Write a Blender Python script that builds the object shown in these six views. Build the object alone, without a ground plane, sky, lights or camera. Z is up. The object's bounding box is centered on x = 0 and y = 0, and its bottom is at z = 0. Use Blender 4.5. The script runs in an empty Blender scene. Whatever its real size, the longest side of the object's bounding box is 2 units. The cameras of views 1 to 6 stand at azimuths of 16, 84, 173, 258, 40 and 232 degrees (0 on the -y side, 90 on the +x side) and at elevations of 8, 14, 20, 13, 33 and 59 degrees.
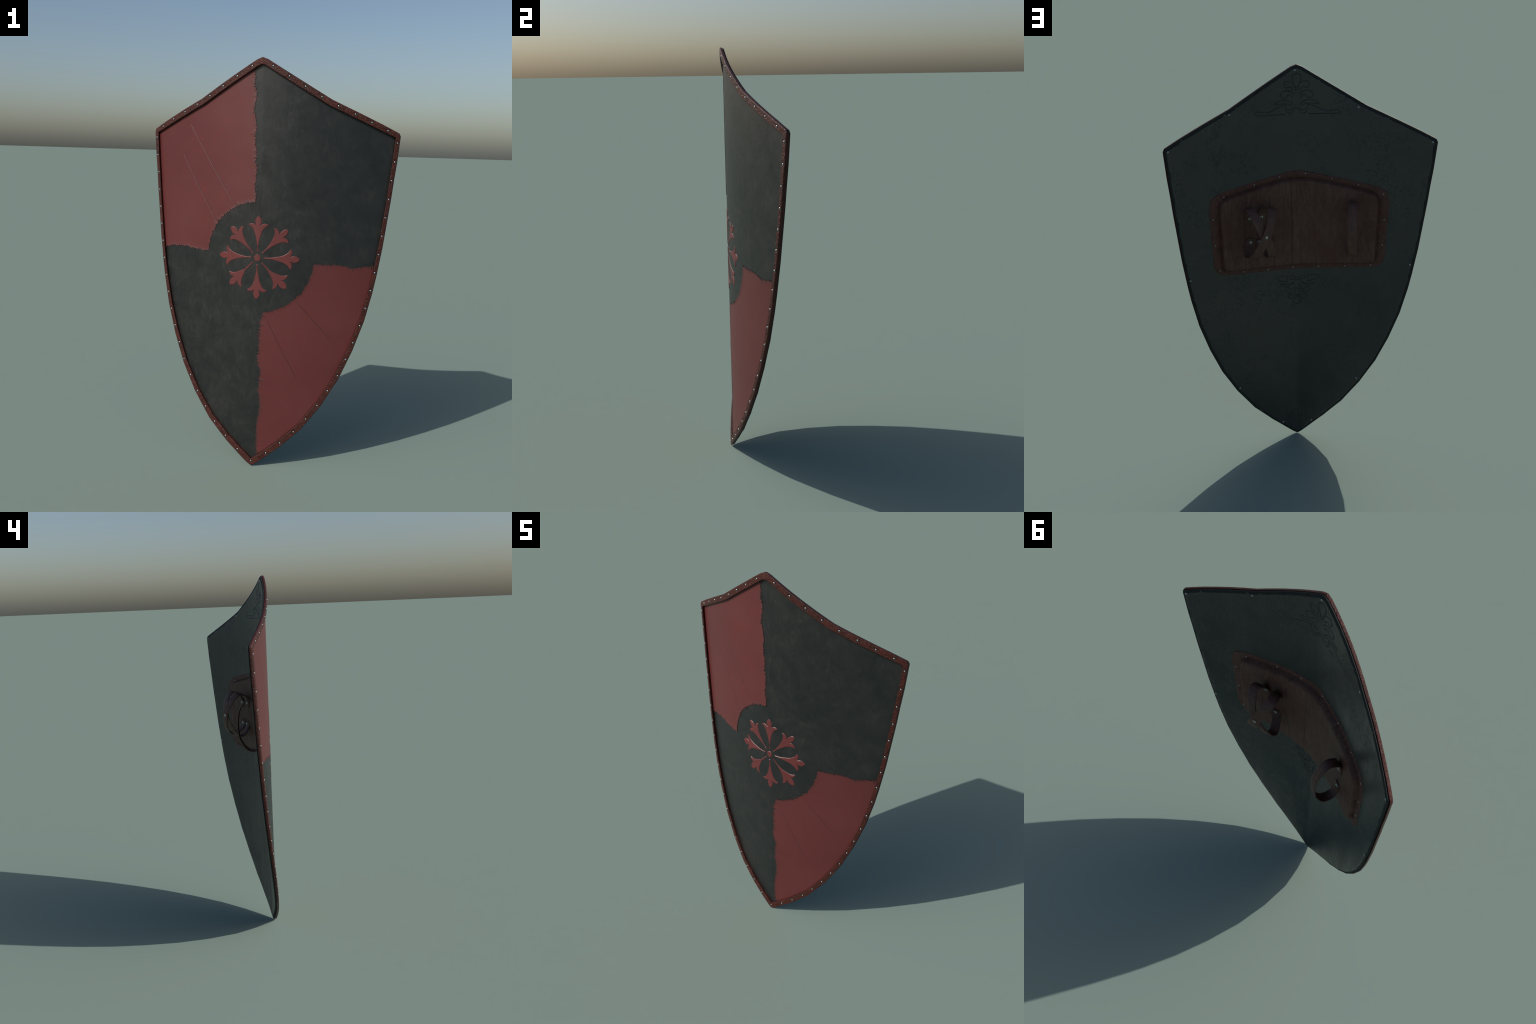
"""Heater shield: curved quartered face, riveted leather rim, steel back plate,
padded arm rest with two leather carrying loops."""
import bpy, bmesh, math, random
import numpy as np
from mathutils import Vector, Matrix, noise
from mathutils.geometry import delaunay_2d_cdt

random.seed(7)
rng = np.random.default_rng(7)

# ------------------------------------------------------------------ surface
# The shield is bent about a vertical axis, with a faint keel at x = 0.
# front_y(x, z) is the front of the leather rim; everything else is set back
# from it by a distance along y scaled with the local slope.


def front_y(x, z):
    x = np.asarray(x, float)
    z = np.asarray(z, float)
    a = np.sqrt(x * x + 0.006 ** 2)
    return (-0.1177 + 0.0616 * a + 0.4127 * a ** 2 - 0.1907 * a ** 3
            + 0.1658 * a ** 2 * z - 0.0456 * a ** 2 * z * z)


def slope_x(x, z):
    return (front_y(x + 1e-3, z) - front_y(x - 1e-3, z)) / 2e-3


def layer_y(x, z, depth):
    return front_y(x, z) + depth * np.sqrt(1 + slope_x(x, z) ** 2)


FACE, PLATE_IN, PLATE_OUT = 0.0142, 0.0146, 0.0230   # depths of the layers


def back_normal(x, z):
    s = float(slope_x(x, z))
    return Vector((-s, 1, 0)).normalized()


# ------------------------------------------------------------------ outline
# right half, from the apex round the shoulder down to the toe; third number:
# width of the leather rim there
HALF = [(0.000, 2.000, .031), (0.026, 1.990, .029), (0.323, 1.8130, .029),
        (0.4500, 1.7545, .029), (0.5554, 1.7045, .028), (0.6255, 1.6685, .025), (0.6325, 1.6540, .021),
        (0.6215, 1.5310, .0195), (0.6120, 1.4450, .0190), (0.6040, 1.3590, .0185),
        (0.5900, 1.2350, .0180), (0.5770, 1.1200, .0180), (0.5565, 0.9810, .0180),
        (0.5425, 0.9000, .0190), (0.5115, 0.7600, .0210), (0.4640, 0.6110, .0225),
        (0.4055, 0.4680, .0240), (0.3290, 0.3315, .0255), (0.2380, 0.2065, .0275),
        (0.1420, 0.1130, .0290), (0.0560, 0.0400, .0300), (0.0215, 0.0125, .0300),
        (0.000, 0.0005, .0300)]
HALF = [(x + (.0012 if .05 < z < 1.6 else 0), z, w) for x, z, w in HALF]
LOOP = HALF + [(-x, z, w) for x, z, w in HALF[-2:0:-1]]       # clockwise from apex
OUT = np.array([(p[0], p[1]) for p in LOOP])
WID = np.array([p[2] for p in LOOP])


def miter(points):
    """inward miter vectors of a closed clockwise polyline"""
    nxt = np.roll(points, -1, 0) - points
    prv = points - np.roll(points, 1, 0)
    n1 = np.stack([prv[:, 1], -prv[:, 0]], 1)
    n2 = np.stack([nxt[:, 1], -nxt[:, 0]], 1)
    n1 /= np.linalg.norm(n1, axis=1)[:, None]
    n2 /= np.linalg.norm(n2, axis=1)[:, None]
    m = n1 + n2
    m /= np.linalg.norm(m, axis=1)[:, None]
    return m / np.clip((m * n2).sum(1), .75, 1)[:, None]


INWARD = miter(OUT)


def loop_inset(d, scale_with_width=False):
    k = (WID if scale_with_width else 1.0) * d
    return OUT + INWARD * np.reshape(k * np.ones(len(OUT)), (-1, 1))


def resample(points, step, closed=True):
    pts = list(map(tuple, points))
    if closed:
        pts.append(pts[0])
    res = []
    for a, b in zip(pts[:-1], pts[1:]):
        a, b = np.array(a), np.array(b)
        n = max(1, int(round(np.linalg.norm(b - a) / step)))
        for i in range(n):
            res.append(a + (b - a) * i / n)
    if not closed:
        res.append(np.array(pts[-1]))
    return np.array(res)


def spline(points, step):
    """Catmull-Rom through control points (any dimension), resampled"""
    p = np.array(points, float)
    p = np.vstack([2 * p[0] - p[1], p, 2 * p[-1] - p[-2]])
    res = []
    for i in range(1, len(p) - 2):
        n = max(2, int(np.linalg.norm(p[i + 1] - p[i]) / step))
        for t in np.linspace(0, 1, n, endpoint=False):
            res.append(.5 * ((2 * p[i]) + (p[i + 1] - p[i - 1]) * t
                             + (2 * p[i - 1] - 5 * p[i] + 4 * p[i + 1] - p[i + 2]) * t * t
                             + (3 * p[i] - p[i - 1] - 3 * p[i + 1] + p[i + 2]) * t ** 3))
    res.append(p[-2])
    return np.array(res)


def inside(poly, pts):
    x, z = pts[:, 0], pts[:, 1]
    c = np.zeros(len(pts), bool)
    for (x1, z1), (x2, z2) in zip(poly, np.roll(poly, -1, 0)):
        hit = ((z1 > z) != (z2 > z)) & (x < (x2 - x1) * (z - z1) / (z2 - z1 + 1e-12) + x1)
        c ^= hit
    return c


def dist_to_path(pts, path, closed=False):
    best = np.full(len(pts), 9.0)
    segs = zip(path, np.roll(path, -1, 0)) if closed else zip(path[:-1], path[1:])
    for a, b in segs:
        d = b - a
        t = np.clip(((pts - a) @ d) / (d @ d + 1e-12), 0, 1)
        best = np.minimum(best, np.linalg.norm(pts - a - t[:, None] * d, axis=1))
    return best


def fill(outline, step, margin, extra=None):
    """triangulate the inside of an outline with an even grid of inner points"""
    lo, hi = outline.min(0), outline.max(0)
    gx, gz = np.meshgrid(np.arange(lo[0], hi[0], step) + step * .37,
                         np.arange(lo[1], hi[1], step) + step * .41)
    g = np.stack([gx.ravel(), gz.ravel()], 1)
    if extra is not None:
        g = np.vstack([g, extra])
    g = g[inside(outline, g)]
    g = g[dist_to_path(g, outline, True) > margin]
    pts = [Vector(p) for p in outline] + [Vector(p) for p in g]
    n = len(outline)
    v, _, f, *_ = delaunay_2d_cdt(pts, [(i, (i + 1) % n) for i in range(n)], [], 1, 1e-7)
    return np.array([(a.x, a.y) for a in v]), [tuple(t) for t in f]


# ---------------------------------------------------------------- materials
def new_mat(name):
    m = bpy.data.materials.new(name)
    m.use_nodes = True
    nt = m.node_tree
    nt.nodes.clear()
    out = nt.nodes.new("ShaderNodeOutputMaterial")
    bsdf = nt.nodes.new("ShaderNodeBsdfPrincipled")
    nt.links.new(bsdf.outputs[0], out.inputs[0])
    return m, nt, bsdf


class G:
    """small helper for wiring node graphs"""

    def __init__(self, nt):
        self.nt = nt
        tc = nt.nodes.new("ShaderNodeTexCoord")
        self.co = tc.outputs["Object"]

    def put(self, sock, val):
        if isinstance(val, bpy.types.NodeSocket):
            self.nt.links.new(val, sock)
        else:
            sock.default_value = val

    def math(self, op, a, b=0.0, clamp=False):
        n = self.nt.nodes.new("ShaderNodeMath")
        n.operation, n.use_clamp = op, clamp
        self.put(n.inputs[0], a)
        self.put(n.inputs[1], b)
        return n.outputs[0]

    def vec(self, op, a, b=None, out=0):
        n = self.nt.nodes.new("ShaderNodeVectorMath")
        n.operation = op
        self.put(n.inputs[0], a)
        if b is not None:
            if op == "SCALE":
                self.put(n.inputs["Scale"], b)
            else:
                self.put(n.inputs[1], b)
        return n.outputs[out]

    def mapping(self, scale=(1, 1, 1), rot=(0, 0, 0), co=None):
        n = self.nt.nodes.new("ShaderNodeMapping")
        self.put(n.inputs["Vector"], co or self.co)
        n.inputs["Scale"].default_value = scale
        n.inputs["Rotation"].default_value = rot
        return n.outputs[0]

    def noise(self, scale, detail=4, rough=.55, co=None, dist=0.0, color=False):
        n = self.nt.nodes.new("ShaderNodeTexNoise")
        self.put(n.inputs["Vector"], co or self.co)
        n.inputs["Scale"].default_value = scale
        n.inputs["Detail"].default_value = detail
        n.inputs["Roughness"].default_value = rough
        n.inputs["Distortion"].default_value = dist
        return n.outputs["Color" if color else "Fac"]

    def voronoi(self, scale, co=None, feature="F1"):
        n = self.nt.nodes.new("ShaderNodeTexVoronoi")
        n.feature = feature
        self.put(n.inputs["Vector"], co or self.co)
        n.inputs["Scale"].default_value = scale
        return n.outputs["Distance"]

    def ramp(self, fac, *stops):
        n = self.nt.nodes.new("ShaderNodeValToRGB")
        self.put(n.inputs[0], fac)
        e = n.color_ramp.elements
        while len(e) < len(stops):
            e.new(.5)
        for el, (p, c) in zip(e, stops):
            el.position = p
            el.color = (c, c, c, 1) if isinstance(c, (int, float)) else (*c, 1)
        return n.outputs[0]

    def mix(self, fac, a, b, blend="MIX"):
        n = self.nt.nodes.new("ShaderNodeMix")
        n.data_type, n.blend_type = "RGBA", blend
        self.put(n.inputs[0], fac)
        for i, v in ((6, a), (7, b)):
            self.put(n.inputs[i], (*v, 1) if isinstance(v, tuple) and len(v) == 3 else v)
        return n.outputs[2]

    def bump(self, h, strength, distance, normal=None):
        n = self.nt.nodes.new("ShaderNodeBump")
        n.inputs["Strength"].default_value = strength
        n.inputs["Distance"].default_value = distance
        self.put(n.inputs["Height"], h)
        if normal is not None:
            self.put(n.inputs["Normal"], normal)
        return n.outputs[0]

    def cut(self, a, b, width, wobble=.004, freq=18.0):
        """1 on a thin wavering line from a to b in the x-z plane"""
        flat = self.vec("MULTIPLY", self.co, (1, 0, 1))
        wob = self.vec("SCALE", self.vec("SUBTRACT", self.noise(freq, 3, .6, color=True), (.5, .5, .5)), wobble * 2)
        p = self.vec("SUBTRACT", self.vec("ADD", flat, self.vec("MULTIPLY", wob, (1, 0, 1))), (a[0], 0, a[1]))
        d = Vector((b[0] - a[0], 0, b[1] - a[1]))
        t = self.math("DIVIDE", self.vec("DOT_PRODUCT", p, tuple(d), out=1), d.length_squared, clamp=True)
        near = self.vec("SUBTRACT", p, self.vec("SCALE", tuple(d), t))
        dist = self.vec("LENGTH", near, out=1)
        taper = self.math("MULTIPLY", self.math("MULTIPLY", t, self.math("SUBTRACT", 1.0, t)), 4.0)
        taper = self.math("POWER", taper, .35)
        w = self.math("MULTIPLY", taper, width)
        return self.math("SUBTRACT", 1.0, self.math("DIVIDE", dist, self.math("ADD", w, 1e-5), clamp=True), clamp=True)


def hook(g, bsdf, color, rough, normal=None, metallic=0.0, spec=.5):
    g.put(bsdf.inputs["Base Color"], color if not isinstance(color, tuple) else (*color, 1))
    g.put(bsdf.inputs["Roughness"], rough)
    g.put(bsdf.inputs["Metallic"], metallic)
    g.put(bsdf.inputs["Specular IOR Level"], spec)
    if normal is not None:
        g.put(bsdf.inputs["Normal"], normal)


def mat_face():
    m, nt, b = new_mat("charcoal_lacquer")
    g = G(nt)
    cloud = g.noise(9.0, 9, .70, dist=.4)
    fine = g.noise(70, 5, .7, co=g.mapping((1, 1, .45)))
    hair = g.noise(55, 3, .7, co=g.mapping((1.0, 1, .12), rot=(0, .5, 0)))
    base = g.ramp(cloud, (.32, (.0080, .0096, .0097)), (.50, (.0108, .0122, .0121)), (.70, (.0158, .0160, .0152)))
    worn = g.math("MULTIPLY", g.ramp(cloud, (.45, 0.0), (.68, 1.0)), g.ramp(fine, (.50, 0.0), (.72, 1.0)))
    base = g.mix(g.math("MULTIPLY", worn, .36), base, (.043, .041, .038))
    base = g.mix(g.math("MULTIPLY", g.ramp(hair, (.66, 0.0), (.74, 1.0)), .12), base, (.045, .042, .038))
    for scale, rot, sq in ((7.0, .6, .35), (9.0, -.5, .3), (6.0, 1.3, .4)):
        ridge = g.ramp(g.noise(scale, 3, .55, co=g.mapping((1, 1, sq), rot=(0, rot, 0)), dist=.1), (.494, 0.0), (.500, 1.0), (.506, 0.0))
        where = g.ramp(g.noise(6.5, 3, .6, co=g.mapping((1, 1, 1), rot=(.4, rot, .7))), (.54, 0.0), (.64, 1.0))
        base = g.mix(g.math("MULTIPLY", g.math("MULTIPLY", ridge, where), .28), base, (.048, .046, .043))
    pits = g.ramp(g.noise(120, 3, .6), (.30, 1.0), (.37, 0.0))
    pits = g.math("MULTIPLY", pits, g.ramp(g.noise(7, 4, .6), (.5, 0.0), (.62, 1.0)))
    base = g.mix(g.math("MULTIPLY", pits, .6), base, (.0055, .0066, .0068))
    h = g.math("ADD", g.math("MULTIPLY", fine, .5), g.math("MULTIPLY", g.noise(18, 4), .5))
    h = g.math("SUBTRACT", h, g.math("MULTIPLY", pits, .5))
    rough = g.ramp(g.math("ADD", g.math("MULTIPLY", cloud, .6), g.math("MULTIPLY", fine, .4)), (.38, .33), (.62, .55))
    hook(g, b, base, rough, g.bump(h, .35, .0025), spec=.5)
    return m


def mat_red():
    m, nt, b = new_mat("red_paint")
    g = G(nt)
    cloud = g.noise(3.4, 5, .6)
    fine = g.noise(60, 5, .65)
    col = g.ramp(cloud, (.3, (.089, .0180, .0176)), (.55, (.101, .0215, .0207)), (.75, (.107, .0255, .0243)))
    spl = g.math("MULTIPLY", g.ramp(g.noise(9, 6, .7, dist=.8), (.55, 0.0), (.70, 1.0)), g.ramp(fine, (.42, 0.0), (.62, 1.0)))
    col = g.mix(g.math("MULTIPLY", spl, .55), col, (.150, .0155, .0150))
    # four long sword cuts
    cuts = None
    for a, c in (((-.395, 1.69), (-.127, 1.302)), ((-.437, 1.54), (-.219, 1.199)),
                 ((.044, .768), (.208, .462)), ((.190, .850), (.360, .664))):
        k = g.cut(a, c, .0030)
        cuts = k if cuts is None else g.math("MAXIMUM", cuts, k)
    fleck = g.cut((.235, .475), (.335, .545), .0025, .006, 30)
    col = g.mix(g.math("MULTIPLY", fleck, .6), col, (.160, .0145, .0135))
    col = g.mix(g.math("MULTIPLY", cuts, .75), col, (.034, .0140, .0135))
    h = g.math("SUBTRACT", g.math("MULTIPLY", fine, .10), g.math("MULTIPLY", cuts, .75))
    h = g.math("ADD", h, g.math("MULTIPLY", g.noise(9, 3), .12))
    hook(g, b, col, g.ramp(cloud, (.3, .40), (.7, .50)), g.bump(h, .6, .0020), spec=.45)
    return m


def mat_crest():
    m, nt, b = new_mat("crest_red_enamel")
    g = G(nt)
    col = g.ramp(g.noise(11, 5, .6), (.35, (.102, .0215, .0210)), (.62, (.116, .0240, .0232)), (.78, (.140, .0170, .0165)))
    cuts = None
    for a, c in (((-.150, 1.090), (-.128, 1.030)), ((-.046, .900), (.006, .957)), ((.088, 1.036), (.104, 1.066)),
                 ((-.078, .992), (-.062, .968)), ((.040, 1.000), (.060, 1.012))):
        k = g.cut(a, c, .0028, .002)
        cuts = k if cuts is None else g.math("MAXIMUM", cuts, k)
    col = g.mix(g.math("MULTIPLY", cuts, .6), col, (.055, .028, .026))
    h = g.math("SUBTRACT", g.math("MULTIPLY", g.noise(50, 4), .15), g.math("MULTIPLY", cuts, .4))
    hook(g, b, col, .44, g.bump(h, .7, .0020), spec=.5)
    return m


def mat_rim():
    m, nt, b = new_mat("oxblood_leather")
    g = G(nt)
    n = g.noise(26, 6, .65)
    grain = g.voronoi(210, feature="SMOOTH_F1")
    crease = g.noise(150, 5, .65, dist=1.2)
    col = g.ramp(n, (.32, (.036, .0086, .0060)), (.52, (.058, .0122, .0080)), (.72, (.080, .0160, .0098)))
    col = g.mix(g.math("MULTIPLY", g.ramp(crease, (.35, 1.0), (.5, 0.0)), .5), col, (.020, .0062, .0054))
    lump = g.noise(75, 3, .6, dist=.8)
    h = g.math("ADD", g.math("ADD", g.math("MULTIPLY", grain, .5), crease), g.math("MULTIPLY", lump, 1.3))
    hook(g, b, col, g.ramp(crease, (.35, .30), (.65, .44)), g.bump(h, .75, .0036), spec=.30)
    return m


def mat_plate():
    m, nt, b = new_mat("blackened_steel")
    g = G(nt)
    cloud = g.noise(3.2, 6, .6, dist=.5)
    streak = g.noise(16, 5, .65, co=g.mapping((1, 1, .15)))
    col = g.ramp(cloud, (.3, (.0245, .0272, .0240)), (.5, (.0322, .0338, .0288)), (.72, (.0425, .0412, .0340)))
    pit = g.math("MULTIPLY", g.ramp(g.noise(95, 4, .65), (.38, 1.0), (.47, 0.0)),
                 g.ramp(g.noise(6.5, 5, .65), (.47, 0.0), (.58, 1.0)))
    col = g.mix(g.math("MULTIPLY", pit, .75), col, (.009, .012, .013))
    for scale, rot, sq in ((15.0, .5, .5), (22.0, -.7, .4)):
        ridge = g.ramp(g.noise(scale, 4, .6, co=g.mapping((1, 1, sq), rot=(0, rot, 0)), dist=.7), (.480, 0.0), (.500, 1.0), (.520, 0.0))
        where = g.ramp(g.noise(4.5, 4, .65, co=g.mapping((1, 1, 1), rot=(.4, rot, .7))), (.52, 0.0), (.62, 1.0))
        pit = g.math("MAXIMUM", pit, g.math("MULTIPLY", ridge, where))
        col = g.mix(g.math("MULTIPLY", g.math("MULTIPLY", ridge, where), .6), col, (.010, .013, .013))
    h = g.math("SUBTRACT", g.math("MULTIPLY", g.noise(60, 4), .2), pit)
    hook(g, b, col, g.ramp(streak, (.3, .30), (.7, .44)), g.bump(h, .5, .0020), spec=.5)
    return m


def mat_pad():
    m, nt, b = new_mat("worn_brown_leather")
    g = G(nt)
    streak = g.noise(52, 6, .70, co=g.mapping((1, 1, .22)), dist=.9)
    cloud = g.noise(7, 5, .6)
    col = g.ramp(streak, (.34, (.070, .0265, .0160)), (.50, (.104, .0450, .0285)), (.68, (.142, .0740, .0510)))
    col = g.mix(g.ramp(cloud, (.42, 0.0), (.62, .75)), col, (.085, .0265, .0155))
    crease = g.ramp(g.noise(20, 5, .6, co=g.mapping((1, 1, .09)), dist=.6), (.30, 1.0), (.38, 0.0))
    col = g.mix(g.math("MULTIPLY", crease, .6), col, (.024, .0135, .0105))
    web = g.voronoi(95, co=g.mapping((1, 1, .55), co=g.vec("ADD", g.co, g.vec("SCALE", g.noise(25, 3, color=True), .03))), feature="DISTANCE_TO_EDGE")
    web = g.ramp(web, (.0, 1.0), (.16, 0.0))
    col = g.mix(g.math("MULTIPLY", web, .20), col, (.026, .0140, .0105))
    centre_crease = g.cut((.030, 1.015), (.030, 1.465), .0034, .003, 14)
    col = g.mix(g.math("MULTIPLY", centre_crease, .5), col, (.014, .0075, .0058))  # shade of the centre crease painted as a dark line
    h = g.math("SUBTRACT", g.math("MULTIPLY", streak, .8), crease)
    h = g.math("SUBTRACT", h, g.math("MULTIPLY", centre_crease, .6))
    h = g.math("SUBTRACT", h, g.math("MULTIPLY", web, .35))
    h = g.math("ADD", h, g.math("MULTIPLY", g.noise(160, 4, .7), .4))
    hook(g, b, col, .56, g.bump(h, .9, .0034), spec=.4)
    return m


def mat_strap():
    m, nt, b = new_mat("dark_strap_leather")
    g = G(nt)
    n = g.noise(38, 6, .68)
    col = g.ramp(n, (.32, (.062, .0265, .0180)), (.55, (.090, .0410, .0285)), (.75, (.122, .0610, .0440)))
    h = g.math("ADD", g.math("MULTIPLY", g.noise(190, 4, .7), .5), n)
    hook(g, b, col, .55, g.bump(h, .6, .0020), spec=.4)
    return m


def mat_steel():
    m, nt, b = new_mat("polished_rivet_steel")
    g = G(nt)
    col = g.ramp(g.noise(160, 3), (.3, (.25, .265, .265)), (.7, (.42, .435, .435)))
    hook(g, b, col, .30, metallic=1.0)
    return m


def mat_feather():
    m, nt, b = new_mat("feathered_paint_edge")
    g = G(nt)
    n = g.noise(260, 4, .7)
    col = g.mix(g.ramp(n, (.36, 0.0), (.56, 1.0)), (.026, .0150, .0145), (.105, .0240, .0230))
    hook(g, b, col, .45, g.bump(n, .8, .0020), spec=.5)
    return m


def mat_flange():
    m, nt, b = new_mat("stitched_border_leather")
    g = G(nt)
    n = g.noise(45, 6, .68)
    col = g.ramp(n, (.32, (.060, .0220, .0142)), (.55, (.094, .0355, .0232)), (.75, (.128, .0540, .0365)))
    stitch = g.voronoi(240)
    h = g.math("ADD", g.math("MULTIPLY", stitch, .7), n)
    hook(g, b, col, .55, g.bump(h, .9, .0034), spec=.4)
    return m


def mat_rivet_shade():
    m, nt, b = new_mat("rivet_shade_leather")
    g = G(nt)
    hook(g, b, g.ramp(g.noise(90, 3), (.3, (.012, .0050, .0040)), (.7, (.026, .0085, .0062))), .5, spec=.3)
    return m


def mat_dark_steel(name, lo, hi, rough):
    m, nt, b = new_mat(name)
    g = G(nt)
    hook(g, b, g.ramp(g.noise(30, 4), (.3, lo), (.7, hi)), rough, g.bump(g.noise(70, 4), .3, .002), spec=.22)
    return m


M_BORDER = mat_dark_steel("shaded_steel_border", (.0135, .0160, .0165), (.0210, .0235, .0230), .75)  # plate edge band, baked edge shade copied as darker steel
M_ENGRAVED = mat_dark_steel("shaded_engraving", (.0180, .0205, .0195), (.0330, .0350, .0315), .42)  # engraved lines, groove shade darkened into the colour
M_RIVET_SHADE = mat_rivet_shade()
M_FLANGE = mat_flange()
M_FEATHER = mat_feather()
M_FACE, M_RED, M_CREST, M_RIM = mat_face(), mat_red(), mat_crest(), mat_rim()
M_PLATE, M_PAD, M_STRAP, M_STEEL = mat_plate(), mat_pad(), mat_strap(), mat_steel()


# ------------------------------------------------------------------ objects
root = bpy.data.objects.new("heater_shield", None)
root["label"] = "red and black quartered heater shield with riveted leather rim"
root["category"] = "shield"
bpy.context.collection.objects.link(root)


def add(name, verts, faces, mat, parent, sharp=35):
    me = bpy.data.meshes.new(name)
    me.from_pydata([tuple(map(float, v)) for v in verts], [], faces)
    me.validate()
    bm = bmesh.new()
    bm.from_mesh(me)
    bmesh.ops.recalc_face_normals(bm, faces=bm.faces)
    bm.to_mesh(me)
    bm.free()
    me.materials.append(mat)
    me.shade_smooth()
    me.set_sharp_from_angle(angle=math.radians(sharp))
    ob = bpy.data.objects.new(name, me)
    bpy.context.collection.objects.link(ob)
    ob.parent = parent
    return ob


def skin(v2, tris, nb, y_top, y_low, low2=None):
    """closed slab: triangulated top, same tris below, wall round the first nb verts"""
    n = len(v2)
    low2 = v2 if low2 is None else low2
    verts = [(a[0], y, a[1]) for a, y in zip(v2, y_top)] + [(a[0], y, a[1]) for a, y in zip(low2, y_low)]
    faces = [tuple(t) for t in tris] + [tuple(i + n for i in reversed(t)) for t in tris]
    count = {}
    for t in tris:
        for i in range(len(t)):
            e = (t[i], t[(i + 1) % len(t)])
            count[tuple(sorted(e))] = None if tuple(sorted(e)) in count else e
    for e in count.values():
        if e:
            faces.append((e[1], e[0], e[0] + n, e[1] + n))
    return verts, faces


# ---- front face panel
ol = resample(loop_inset(.008), .012)
v2, tr = fill(ol, .012, .005, np.array([(0.0, z) for z in np.arange(.05, 1.96, .008)]))
face = add("face_panel", *skin(v2, tr, 0, layer_y(v2[:, 0], v2[:, 1], FACE),
                               layer_y(v2[:, 0], v2[:, 1], FACE + .0016)), M_FACE, root)

# ---- back plate with two engraved ornaments
MIRRORED = [
    [(-.0004, 1.960), (-.0182, 1.951), (-.0205, 1.937), (-.0121, 1.910), (-.0040, 1.880)],
    [(-.0040, 1.895), (-.0121, 1.910), (-.028, 1.9227), (-.0498, 1.9234), (-.0597, 1.9116), (-.0518, 1.8941), (-.028, 1.8974), (-.016, 1.883)],
    [(-.014, 1.8633), (-.026, 1.8749), (-.0479, 1.8814), (-.0677, 1.8743), (-.0776, 1.8585), (-.0618, 1.8448), (-.036, 1.8619), (-.020, 1.8474)],
    [(-.0199, 1.8197), (-.0399, 1.8332), (-.0618, 1.8379), (-.0857, 1.8337), (-.1035, 1.8227), (-.1016, 1.8177), (-.0698, 1.8209), (-.0419, 1.8183), (-.0199, 1.8107)],
    [(-.0540, 1.7933), (-.0519, 1.8132), (-.0719, 1.8110), (-.0977, 1.8018), (-.1215, 1.7897), (-.1413, 1.7837), (-.1609, 1.7868), (-.1959, 1.7900), (-.2000, 1.7750), (-.1611, 1.7718), (-.1019, 1.7708), (-.058, 1.7722)],
    [(.0, 1.7985), (-.0199, 1.798)],
    [(-.0118, 1.786), (-.0299, 1.7916), (-.044, 1.7934), (-.048, 1.7833), (-.0319, 1.7726), (-.0199, 1.7798)],
    [(-.0545, .9503), (-.1009, .9486), (-.1104, .9428), (-.0951, .9292), (-.0713, .9203), (-.0534, .9179), (-.051, .9361), (-.0545, .9503)],
    [(-.0054, .9373), (-.0174, .9453), (-.0294, .9456), (-.0414, .9369), (-.0318, .9287), (-.0078, .9334)],
    [(.0, .9245), (-.0174, .9240)],
    [(-.0162, .9136), (-.0294, .9080), (-.0414, .9038), (-.0594, .9028), (-.0868, .9084), (-.0833, .8993), (-.0594, .8918), (-.039, .8961), (-.0198, .9057)],
    [(-.0065, .9023), (-.0161, .885), (-.0294, .8715), (-.039, .8739), (-.045, .8855), (-.0558, .8853), (-.063, .8747), (-.0559, .8591), (-.039, .8555), (-.0233, .8612), (-.0064, .8827)],
    [(-.004, .8762), (-.0148, .8483), (-.0269, .8394), (-.0354, .8477), (-.0463, .8474), (-.0463, .8343), (-.0414, .8225), (-.0269, .8222), (-.0148, .8312), (-.0027, .8448)],
    [(.0, .8397), (-.016, .8126), (-.0184, .7993), (-.0111, .7929), (.0, .7902)],
]
strokes = []
for path in MIRRORED:
    s = spline(path, .004)
    strokes += [s, s * (-1, 1)]


def patch(x0, x1, z0, z1, step):
    a, b = np.meshgrid(np.arange(x0, x1, step), np.arange(z0, z1, step))
    return np.stack([a.ravel(), b.ravel()], 1)


ol = resample(loop_inset(.0030), .012)
ol[:, 0] -= np.sign(ol[:, 0]) * .0042 * np.clip(np.abs(slope_x(ol[:, 0], ol[:, 1])) / .5, 0, 1) ** 2
extra = np.vstack([patch(-.21, .21, 1.762, 1.85, .0019), patch(-.10, .10, 1.85, 1.968, .0019),
                   patch(-.118, .118, .783, .958, .0019), [(0.0, z) for z in np.arange(.03, .78, .006)], resample(loop_inset(.0170), .012)])
v2, tr = fill(ol, .012, .005, extra)
cutdist = np.full(len(v2), 9.0)
for box in ((1.76, 1.97), (.78, .96)):
    sel = np.where((v2[:, 1] > box[0]) & (v2[:, 1] < box[1]) & (abs(v2[:, 0]) < .22))[0]
    for s in strokes:
        if box[0] < s[0, 1] < box[1]:
            cutdist[sel] = np.minimum(cutdist[sel], dist_to_path(v2[sel], s))
engrave = .0020 * np.clip(1 - cutdist / .0040, 0, 1)
edge = dist_to_path(v2, ol, True)
roll = .0045 * np.clip(1 - edge / .013, 0, 1) ** 1.4   # bevelled border
plate = add("back_plate", *skin(v2, tr, 0, layer_y(v2[:, 0], v2[:, 1], PLATE_OUT) - engrave - roll,
                                layer_y(v2[:, 0], v2[:, 1], PLATE_IN)), M_PLATE, root, 50)
plate.data.materials.append(M_BORDER)
plate.data.materials.append(M_ENGRAVED)
n_pl = len(v2)
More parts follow.
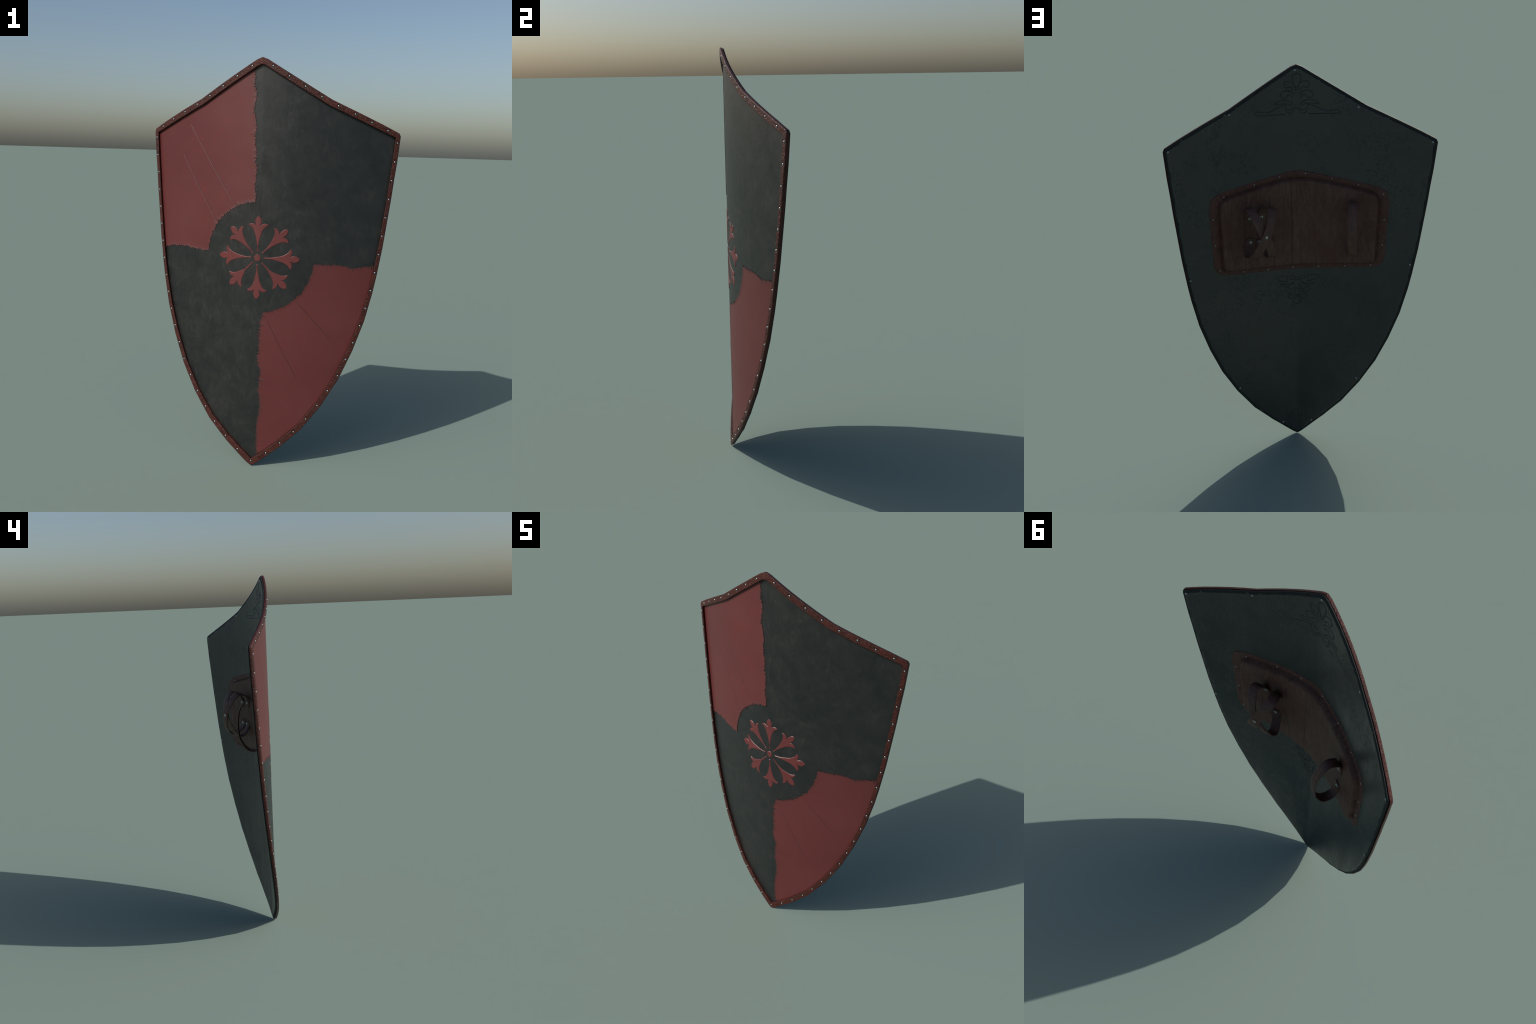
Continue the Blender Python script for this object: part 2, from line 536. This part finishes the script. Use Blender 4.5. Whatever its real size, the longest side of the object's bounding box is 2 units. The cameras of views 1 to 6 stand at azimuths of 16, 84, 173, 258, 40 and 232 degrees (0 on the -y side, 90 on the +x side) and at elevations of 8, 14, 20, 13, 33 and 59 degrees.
for poly in plate.data.polygons:
    if all(edge[i % n_pl] < .0145 for i in poly.vertices):
        poly.material_index = 1
    elif all(cutdist[i % n_pl] < .0030 for i in poly.vertices):
        poly.material_index = 2

# ---- rivet head shared by all rivets


def dome(name, r, h, mat, rings=5, segs=16):
    vs, fs = [(0, 0, h)], []
    for i in range(1, rings + 1):
        a = i / rings * math.pi / 2
        for j in range(segs):
            t = 2 * math.pi * j / segs
            vs.append((r * math.sin(a) * math.cos(t), r * math.sin(a) * math.sin(t), h * math.cos(a)))
    for j in range(segs):
        vs.append((r * math.cos(2 * math.pi * j / segs), r * math.sin(2 * math.pi * j / segs), -.003))
    for j in range(segs):
        fs.append((0, 1 + j, 1 + (j + 1) % segs))
        for i in range(rings):
            a, b = 1 + i * segs + j, 1 + i * segs + (j + 1) % segs
            fs.append((a, a + segs, b + segs, b))
    fs.append(tuple(reversed(range(1 + rings * segs, 1 + (rings + 1) * segs))))
    me = bpy.data.meshes.new(name)
    me.from_pydata(vs, [], fs)
    me.materials.append(mat)
    me.shade_smooth()
    me.set_sharp_from_angle(angle=math.radians(60))
    return me


DOME_RIM = dome("rivet_head", .0050, .0034, M_STEEL)
DOME_STRAP = dome("strap_rivet_head", .0088, .0042, M_STEEL)


def rivet(name, me, pos, normal, parent, scale=1.0):
    ob = bpy.data.objects.new(name, me)
    bpy.context.collection.objects.link(ob)
    ob.matrix_world = Matrix.Translation(pos) @ normal.to_track_quat("Z", "Y").to_matrix().to_4x4() @ Matrix.Scale(scale, 4)
    ob.parent = parent
    return ob


# ---- rim rivets: eight along each top edge, twenty down each side, one at the toe
def even(path, n, first, last):
    p = resample(path, .002, False)
    p3 = np.stack([p[:, 0], front_y(p[:, 0], p[:, 1]), p[:, 1]], 1)
    i0 = np.argmin(((p - first) ** 2).sum(1))
    i1 = np.argmin(((p - last) ** 2).sum(1))
    p3 = p3[i0:i1 + 1]
    s = np.r_[0, np.cumsum(np.linalg.norm(np.diff(p3, axis=0), axis=1))]
    return [np.array([np.interp(t, s, p3[:, k]) for k in range(3)]) for t in np.linspace(0, s[-1], n)]


track = (OUT + INWARD * np.where(np.arange(len(OUT))[:, None] % (len(OUT) - 5) <= 5, .0135, .0098)
         )[:len(HALF)]
track[-6:] = (OUT + INWARD * .0135)[len(HALF) - 6:len(HALF)]
right = even(track, 8, (.0501, 1.9596), (.5751, 1.6748)) + even(track, 20, (.6197, 1.6216), (.0728, .0749))
SPOTS = right + [p * (-1, 1, 1) for p in right] + [np.array((0, float(front_y(0, .0252)), .0252))]
SPOTS = np.array(SPOTS)

# ---- leather rim: profile swept round the outline
steps = []
n_loop = len(OUT)
for i in range(n_loop):
    L = np.linalg.norm(OUT[(i + 1) % n_loop] - OUT[i])
    k = max(2, int(L / .0024))
    steps += [(i, t / k) for t in range(k)]
idx = np.array([s[0] for s in steps])
fr = np.array([s[1] for s in steps])[:, None]
nx = (idx + 1) % n_loop
o2 = OUT[idx] * (1 - fr) + OUT[nx] * fr
i2 = INWARD[idx] * (1 - fr) + INWARD[nx] * fr
w2 = (WID[idx] * (1 - fr[:, 0]) + WID[nx] * fr[:, 0])[:, None]
# profile: (inset as share of width, extra inset in metres, depth)
profile = [(0, .0012, .0128), (0, .0004, .0095), (0, 0, .0060), (0, 0, .0030), (0, .0006, .0012), (0, .0020, .0002)]
profile += [(s, 0, 0) for s in np.linspace(.12, .88, 13)]
profile += [(1, -.0012, .0002), (1, .0002, .0012), (1, .0008, .0040), (1, .0014, .0090), (1, .0020, .0150)]
rows = []
for share, more, depth in profile:
    p = o2 + i2 * (w2 * share + more)
    rows.append(np.stack([p[:, 0], layer_y(p[:, 0], p[:, 1], depth), p[:, 1]], 1))
R = np.array(rows)                                   # rows x steps x 3
flat = R.reshape(-1, 3)
depths = np.repeat([p[2] for p in profile], len(steps))
grain = np.array([noise.noise(Vector(p) * 130) * .5 + noise.noise(Vector(p) * 55) * .7 for p in flat])
near = np.full(len(flat), 9.0)
for s in SPOTS:
    near = np.minimum(near, np.linalg.norm(flat - s, axis=1))
on_front = np.clip(1 - depths / .006, 0, 1)
flat[:, 1] -= on_front * .00075 * grain
flat[:, 1] += on_front * .0016 * np.clip(1.35 - near / .0085, 0, 1)
nr, ns = len(profile), len(steps)
quads = [(r * ns + j, r * ns + (j + 1) % ns, (r + 1) % nr * ns + (j + 1) % ns, (r + 1) % nr * ns + j)
         for r in range(nr) for j in range(ns)]
rim = add("rim", flat, quads, M_RIM, root, 70)
rim.data.materials.append(M_RIVET_SHADE)                    # leather pressed in round each rivet, dimple shade put into the colour
for poly in rim.data.polygons:
    if all(near[i] < .0080 and depths[i] < .004 for i in poly.vertices):
        poly.material_index = 1

for s in SPOTS:
    n = -back_normal(s[0], s[2])
    p = Vector(s) - n * .0009
    rivet("rivet", DOME_RIM, p, n, rim, random.uniform(.93, 1.07))

# ---- red painted quarters: ragged brush edges, slightly proud of the face
CX, CZ, RAD = -.001, 1.054, .2690


def ragged(path, low, bristle):
    p = resample(path, .0017, False)
    t = np.gradient(p, axis=0)
    t /= np.linalg.norm(t, axis=1)[:, None] + 1e-9
    nrm = np.stack([-t[:, 1], t[:, 0]], 1)
    amp = np.array([low * noise.noise(Vector((a[0] * 45, a[1] * 45, 3.1)))
                    + bristle * 1.1 * noise.noise(Vector((a[0] * 150, a[1] * 150, 8.2)))
                    + bristle * .9 * noise.noise(Vector((a[0] * 330, a[1] * 330, 5.2))) for a in p])
    amp += np.where(rng.random(len(p)) < .16, rng.normal(0, bristle * 1.1, len(p)), rng.normal(0, bristle * .25, len(p)))
    return p + nrm * amp[:, None]


INNER = resample(OUT + INWARD * (WID[:, None] + .0030), .012)


def arc(a0, a1):
    return np.array([(CX + RAD * math.cos(math.radians(a)), CZ + RAD * math.sin(math.radians(a)))
                     for a in np.linspace(a0, a1, 40)])


def field(free_edge, keep):
    """free edge plus the stretch of the rim's inner line that closes it"""
    rimline = INNER[keep(INNER)]
    k = np.argmax(np.linalg.norm(np.diff(rimline, axis=0, append=rimline[:1]), axis=1))
    rimline = np.roll(rimline, -(k + 1), 0)
    if np.linalg.norm(rimline[0] - free_edge[-1]) > np.linalg.norm(rimline[-1] - free_edge[-1]):
        rimline = rimline[::-1]
    return np.vstack([free_edge, rimline])


upper = np.vstack([
    ragged(spline([(-.034, 1.945), (-.040, 1.876), (-.026, 1.833), (-.037, 1.763), (-.025, 1.685), (-.029, 1.620),
                   (-.020, 1.570), (-.023, 1.512), (-.014, 1.469), (-.023, 1.410), (-.017, 1.330)], .01), .002, .0062),
    ragged(arc(93.5, 177), .0025, .0048),
    ragged(spline([(-.280, 1.0677), (-.347, 1.0690), (-.436, 1.0760), (-.5475, 1.060)], .01), .0025, .0050)])
lower = np.vstack([
    ragged(spline([(.0215, .0635), (.019, .141), (.021, .221), (.0330, .310), (.0230, .404), (.031, .483), (.0155, .544),
                   (.0195, .638), (.021, .730), (.033, .780)], .01), .002, .0062),
    ragged(arc(-82.5, -5.0), .0025, .0048),
    ragged(spline([(.2665, 1.0335), (.374, 1.032), (.445, 1.0195), (.5400, 1.029)], .01), .0025, .0050)])
for free, keep in ((upper, lambda p: (p[:, 0] < -.040) & (p[:, 1] > 1.065)),
                   (lower, lambda p: (p[:, 0] > .026) & (p[:, 1] < 1.025))):
    ol = field(free, keep)
    mid = (free[1:] + free[:-1]) / 2
    tn = np.diff(free, axis=0)
    nn = np.stack([-tn[:, 1], tn[:, 0]], 1) / (np.linalg.norm(tn, axis=1)[:, None] + 1e-9)
    ring = np.vstack([mid + nn * .0030, mid - nn * .0030])[::2]
    v2, tr = fill(ol, .008, .0016, ring)
    rise = .0011 + .0012 * np.exp(-dist_to_path(v2, free) / .003)   # paint ridge along the brushed edge
    y = layer_y(v2[:, 0], v2[:, 1], FACE)
    ob = add("painted_field", *skin(v2, tr, 0, y - rise, y + .0006), M_RED, face, 30)
    ob.data.materials.append(M_FEATHER)
    near_edge = dist_to_path(v2, free) < .0012
    near_edge = np.r_[near_edge, near_edge]
    for poly in ob.data.polygons:
        if sum(near_edge[i] for i in poly.vertices) >= 1:
            poly.material_index = 1

# ---- crest: eight fleury petals round a boss
PETAL = [(.0042, .0305), (.0036, .050), (.0056, .072), (.0105, .096), (.0165, .118), (.0255, .138), (.037, .151),
         (.0505, .1595), (.0415, .1665), (.031, .1675), (.0205, .1645), (.0122, .1595), (.0155, .1680), (.0168, .1780),
         (.0140, .1890), (.0080, .1985), (.0, .2030)]
chips = {0: [(.045, .064, -.0022)], 5: [(.070, .110, -.004)], 3: [(.060, .120, .0035)], 2: [(.10, .13, .0012)],
         7: [(.155, .205, -.0012)], 1: [(.155, .205, -.0020)]}


def crest_piece(name, outline, rise):
    up = outline
    t = np.roll(up, -1, 0) - np.roll(up, 1, 0)
    t /= np.linalg.norm(t, axis=1)[:, None] + 1e-9
    nrm = np.stack([t[:, 1], -t[:, 0]], 1)
    area = .5 * np.sum(up[:, 0] * np.roll(up[:, 1], -1) - np.roll(up[:, 0], -1) * up[:, 1])
    nrm *= 1 if area > 0 else -1
    ins = up - nrm * .0026
    low = up + nrm * .0008
    v2, tr = fill(up, .006, .0022)
    # top verts: boundary pulled in a little so the edge is chamfered
    top = v2.copy()
    for i, p in enumerate(v2.copy()):
        d = np.abs(up - p).sum(1)
        j = d.argmin()
        if d[j] < 1e-6:
            top[i] = ins[j]
            v2[i] = low[j]
    add(name, *skin(top, tr, 0, layer_y(top[:, 0], top[:, 1], FACE) - rise,
                    layer_y(v2[:, 0], v2[:, 1], FACE) + .0006, v2), M_CREST, face, 25)


for k in range(8):
    half = spline(PETAL, .0022)
    side = []
    for sgn in (1, -1):
        h = half.copy()
        for a, b, amt in chips.get(k, []):
            m = np.clip(1 - abs((h[:, 1] - (a + b) / 2) / ((b - a) / 2)), 0, 1) ** .6
            if amt < 0 or sgn < 0:
                h[:, 0] = np.maximum(h[:, 0] - abs(amt) * m * (1 if sgn * amt < 0 or amt < 0 else 1), .0016 if True else 0)
        h[-1, 0] = 0
        rough_edge = np.array([noise.noise(Vector((p[0] * 160 + 9 * k, p[1] * 160, sgn * 4.0))) for p in h])
        wear = .0011 if k in (0, 1, 6, 7, 3) else .0006
        h[:-1, 0] = np.maximum(h[:-1, 0] + wear * rough_edge[:-1], .0012)
        h[:, 0] *= sgn
        side.append(h)
    ol = np.vstack([side[0], side[1][-2::-1]])
    ang = -k * math.pi / 4                                # clockwise from the top
    c, s = math.cos(ang), math.sin(ang)
    ol = np.stack([CX + ol[:, 0] * c - ol[:, 1] * s, CZ - .0005 + ol[:, 0] * s + ol[:, 1] * c], 1)
    crest_piece("crest_petal", ol, .0020)
a = np.linspace(0, 2 * math.pi, 40, endpoint=False)
crest_piece("crest_boss", np.stack([CX - .001 + .0168 * np.cos(a), CZ - .0005 + .0174 * np.sin(a)], 1), .0022)

# ---- back plate rivets
for x, z in ((.008, 1.9736), (.3240, 1.7880), (-.2860, 1.8030), (.609, 1.6536), (-.607, 1.6536), (.5423, 1.016),
             (-.5422, 1.034), (.3160, .3505), (-.3100, .3565), (.0800, .0875), (-.0756, .0860)):
    n = back_normal(x, z)
    rivet("rivet", DOME_RIM, Vector((x, float(layer_y(x, z, PLATE_OUT - .0008)), z)), n, plate, 1.05)

# ---- padded arm rest: riveted flange, stitched groove, stuffed cushion
PAD_HALF = [(0.0, 1.5000), (.025, 1.4985), (.385, 1.4245), (.425, 1.4020), (.4375, 1.3520), (.4255, 1.0575),
            (.4100, 1.0245), (.3740, 1.0045), (.200, .9915), (0.0, .9865)]
pad2 = np.array(PAD_HALF + [(-x, z) for x, z in PAD_HALF[-2:0:-1]])
n_pad = len(pad2)
flange = []
for i in range(n_pad):
    mid = (pad2[i] + pad2[(i + 1) % n_pad]) / 2
    flange.append(.029 if mid[1] > 1.41 else .044 if 1.045 < mid[1] else .0190)
ol = resample(pad2, .006)
v2, tr = fill(ol, .0048, .0022)
share = []
dists = []
for i in range(n_pad):
    a, b = pad2[i], pad2[(i + 1) % n_pad]
    d = b - a
    nrm = np.array((d[1], -d[0])) / np.linalg.norm(d)
    e = (v2 - a) @ nrm
    dists.append(e)
    share.append(e / flange[i])
share, dists = np.array(share), np.array(dists)
fl = np.array(flange)[:, None]
past = dists - fl                                  # distance beyond the flange line
k = 150.0
beyond = -np.log(np.exp(-k * past).sum(0)) / k     # smooth minimum: rounded corners
edge = dists.min(0)
base = .0036 * np.clip(edge / .003, 0, 1) ** .5
t = np.clip(beyond / np.where(v2[:, 1] < 1.08, .0200, np.where(np.abs(v2[:, 0]) > .36, .026, .020)), 0, 1)
cushion = .0242 * (1 - (1 - t) ** 3.2)
groove = -.0026 * np.exp(-((beyond + .002) / .0042) ** 2)
wr = np.array([noise.noise(Vector((p[0] * 34, p[1] * 7, 1.3))) * .6 + noise.noise(Vector((p[0] * 22, p[1] * 22, 5.0))) * .6 for p in v2])
crease = np.zeros(len(v2))
for x0, z0, z1, amp in ((.030, 1.03, 1.46, .0022), (-.012, 1.40, 1.47, .0020), (.066, 1.42, 1.47, .0022),
                        (-.050, 1.35, 1.44, .0012), (.215, 1.32, 1.39, .0014)):
    wob = np.array([noise.noise(Vector((x0 * 30, p[1] * 16, 2.0))) * .006 for p in v2])
    crease -= amp * np.exp(-((v2[:, 0] - x0 - wob) / .0045) ** 2) * np.clip((v2[:, 1] - z0) / .02, 0, 1) * np.clip((z1 - v2[:, 1]) / .02, 0, 1)
on = np.clip(beyond / .02, 0, 1)
height = base + cushion + groove + on * (.0016 * wr + crease) + .0005 * (1 - on) * wr


def pad_y(x, z):
    """top of the cushion, for seating the straps"""
    return float(layer_y(x, z, PLATE_OUT)) + .0312


y0 = layer_y(v2[:, 0], v2[:, 1], PLATE_OUT)
pad = add("arm_pad", *skin(v2, tr, 0, y0 + height * np.sqrt(1 + slope_x(v2[:, 0], v2[:, 1]) ** 2), y0 - .0006), M_PAD, root, 55)

pad.data.materials.append(M_FLANGE)
for poly in pad.data.polygons:
    if all(beyond[i % len(v2)] < .0035 for i in poly.vertices):
        poly.material_index = 1

for x, z in ((.3635, 1.4045), (.2128, 1.4450), (.0874, 1.4715), (-.0421, 1.4825), (-.1694, 1.4560), (-.2933, 1.4290),
             (-.408, 1.389), (-.4158, 1.259), (-.4105, 1.127), (-.3602, 1.0170), (-.2372, 1.0040), (-.1082, .9985),
             (.0224, .9965), (.1523, .9990), (.280, 1.0085), (.3964, 1.0370), (.4133, 1.170), (.4193, 1.302)):
    n = back_normal(x, z)
    rivet("rivet", DOME_RIM, Vector((x, float(layer_y(x, z, PLATE_OUT)) + .0032, z)) + n * .0002, n, pad, .80)

# ---- carrying loops: flat leather straps bent into rings
THICK = .0074


def strap(name, path, axis_path, width):
    p = spline(path, .005)
    q = spline(axis_path, .01)
    ax = np.stack([np.interp(np.linspace(0, 1, len(p)), np.linspace(0, 1, len(q)), q[:, j]) for j in range(3)], 1)
    tan = np.gradient(p, axis=0)
    tan /= np.linalg.norm(tan, axis=1)[:, None]
    ax -= (ax * tan).sum(1)[:, None] * tan
    ax /= np.linalg.norm(ax, axis=1)[:, None]
    nr_ = np.cross(tan, ax)
    prof = []
    m = 8
    for j in range(m + 1):
        prof.append((-.5 + j / m, .5))
    for j in range(m + 1):
        prof.append((.5 - j / m, -.5))
    verts, faces = [], []
    for i in range(len(p)):
        tip = min(i, len(p) - 1 - i)
        narrow = (.72, .90, .98)[tip] if tip < 3 else 1.0
        for a, b in prof:
            th = THICK * (1 - .45 * max(0, abs(a) - .36) / .14)
            wob = .0010 * noise.noise(Vector(p[i]) * 28 + Vector((a * 2, 0, b)))
            verts.append(p[i] + ax[i] * a * width * narrow + nr_[i] * (b * th + wob))
    c = len(prof)
    for i in range(len(p) - 1):
        for j in range(c):
            faces.append((i * c + j, i * c + (j + 1) % c, (i + 1) * c + (j + 1) % c, (i + 1) * c + j))
    faces.append(tuple(range(c)))
    faces.append(tuple(reversed(range((len(p) - 1) * c, len(p) * c))))
    return add(name, verts, faces, M_STRAP, root, 40)


s1 = strap("strap", [(.249, pad_y(.249, 1.262), 1.262), (.243, pad_y(.243, 1.289), 1.289), (.241, .004, 1.332), (.244, .031, 1.352),
                     (.239, .056, 1.345), (.217, .083, 1.308), (.199, .0925, 1.268), (.176, .0915, 1.222), (.160, .082, 1.182),
                     (.151, .070, 1.158), (.144, .050, 1.122), (.147, .020, 1.103), (.166, -.008, 1.117),
                     (.190, pad_y(.190, 1.155), 1.155), (.197, pad_y(.197, 1.178), 1.178)],
           [(.92, .30, .22), (.95, .30, .05), (.93, .32, -.20), (.95, .26, -.19), (.95, .30, -.18), (.90, .42, .0),
            (.93, .30, -.12), (.93, .28, -.25)], .0445)
s2 = strap("strap", [(.187, pad_y(.187, 1.266), 1.266), (.183, pad_y(.183, 1.293), 1.293), (.167, -.014, 1.335), (.150, .012, 1.348),
                     (.140, .041, 1.340), (.147, .073, 1.3025), (.160, .0925, 1.264), (.174, .0995, 1.229), (.197, .0980, 1.182),
                     (.2175, .0870, 1.142), (.240, .060, 1.113), (.254, .030, 1.108), (.252, .004, 1.126),
                     (.242, pad_y(.242, 1.160), 1.160), (.236, pad_y(.236, 1.187), 1.187)],
           [(.92, .26, .30), (.93, .30, .15), (.87, .44, .22), (.90, .42, .18), (.93, .30, .19), (.93, .28, .27),
            (.94, .30, .10), (.92, .32, .16)], .0465)
px = -.257
s3 = strap("strap", [(px, pad_y(px, 1.250), 1.250), (px, pad_y(px, 1.277), 1.277), (-.256, -.004, 1.325), (-.255, .022, 1.354), (-.250, .052, 1.361),
                     (-.245, .080, 1.338), (-.240, .099, 1.296), (-.237, .1055, 1.244), (-.238, .104, 1.190), (-.241, .094, 1.150),
                     (-.246, .070, 1.110), (-.250, .042, 1.092), (-.254, .012, 1.094), (-.256, -.006, 1.112), (px, pad_y(px, 1.138), 1.138),
                     (px, pad_y(px, 1.165), 1.165)],
           [(.955, -.30, 0), (.955, -.30, 0), (.955, -.30, 0), (.955, -.30, 0)], .0435)
for ob, spots in ((s1, ((.243, 1.289), (.194, 1.163))), (s2, ((.183, 1.2915), (.241, 1.166))), (s3, ((px, 1.275), (px, 1.140)))):
    for x, z in spots:
        n = back_normal(x, z)
        rivet("strap_rivet", DOME_STRAP, Vector((x, pad_y(x, z), z)) + n * .0026, n, ob)
rivet("strap_rivet", DOME_STRAP, Vector((.175, .1018, 1.228)), Vector((-.35, 1, .05)).normalized(), s2, 1.08)
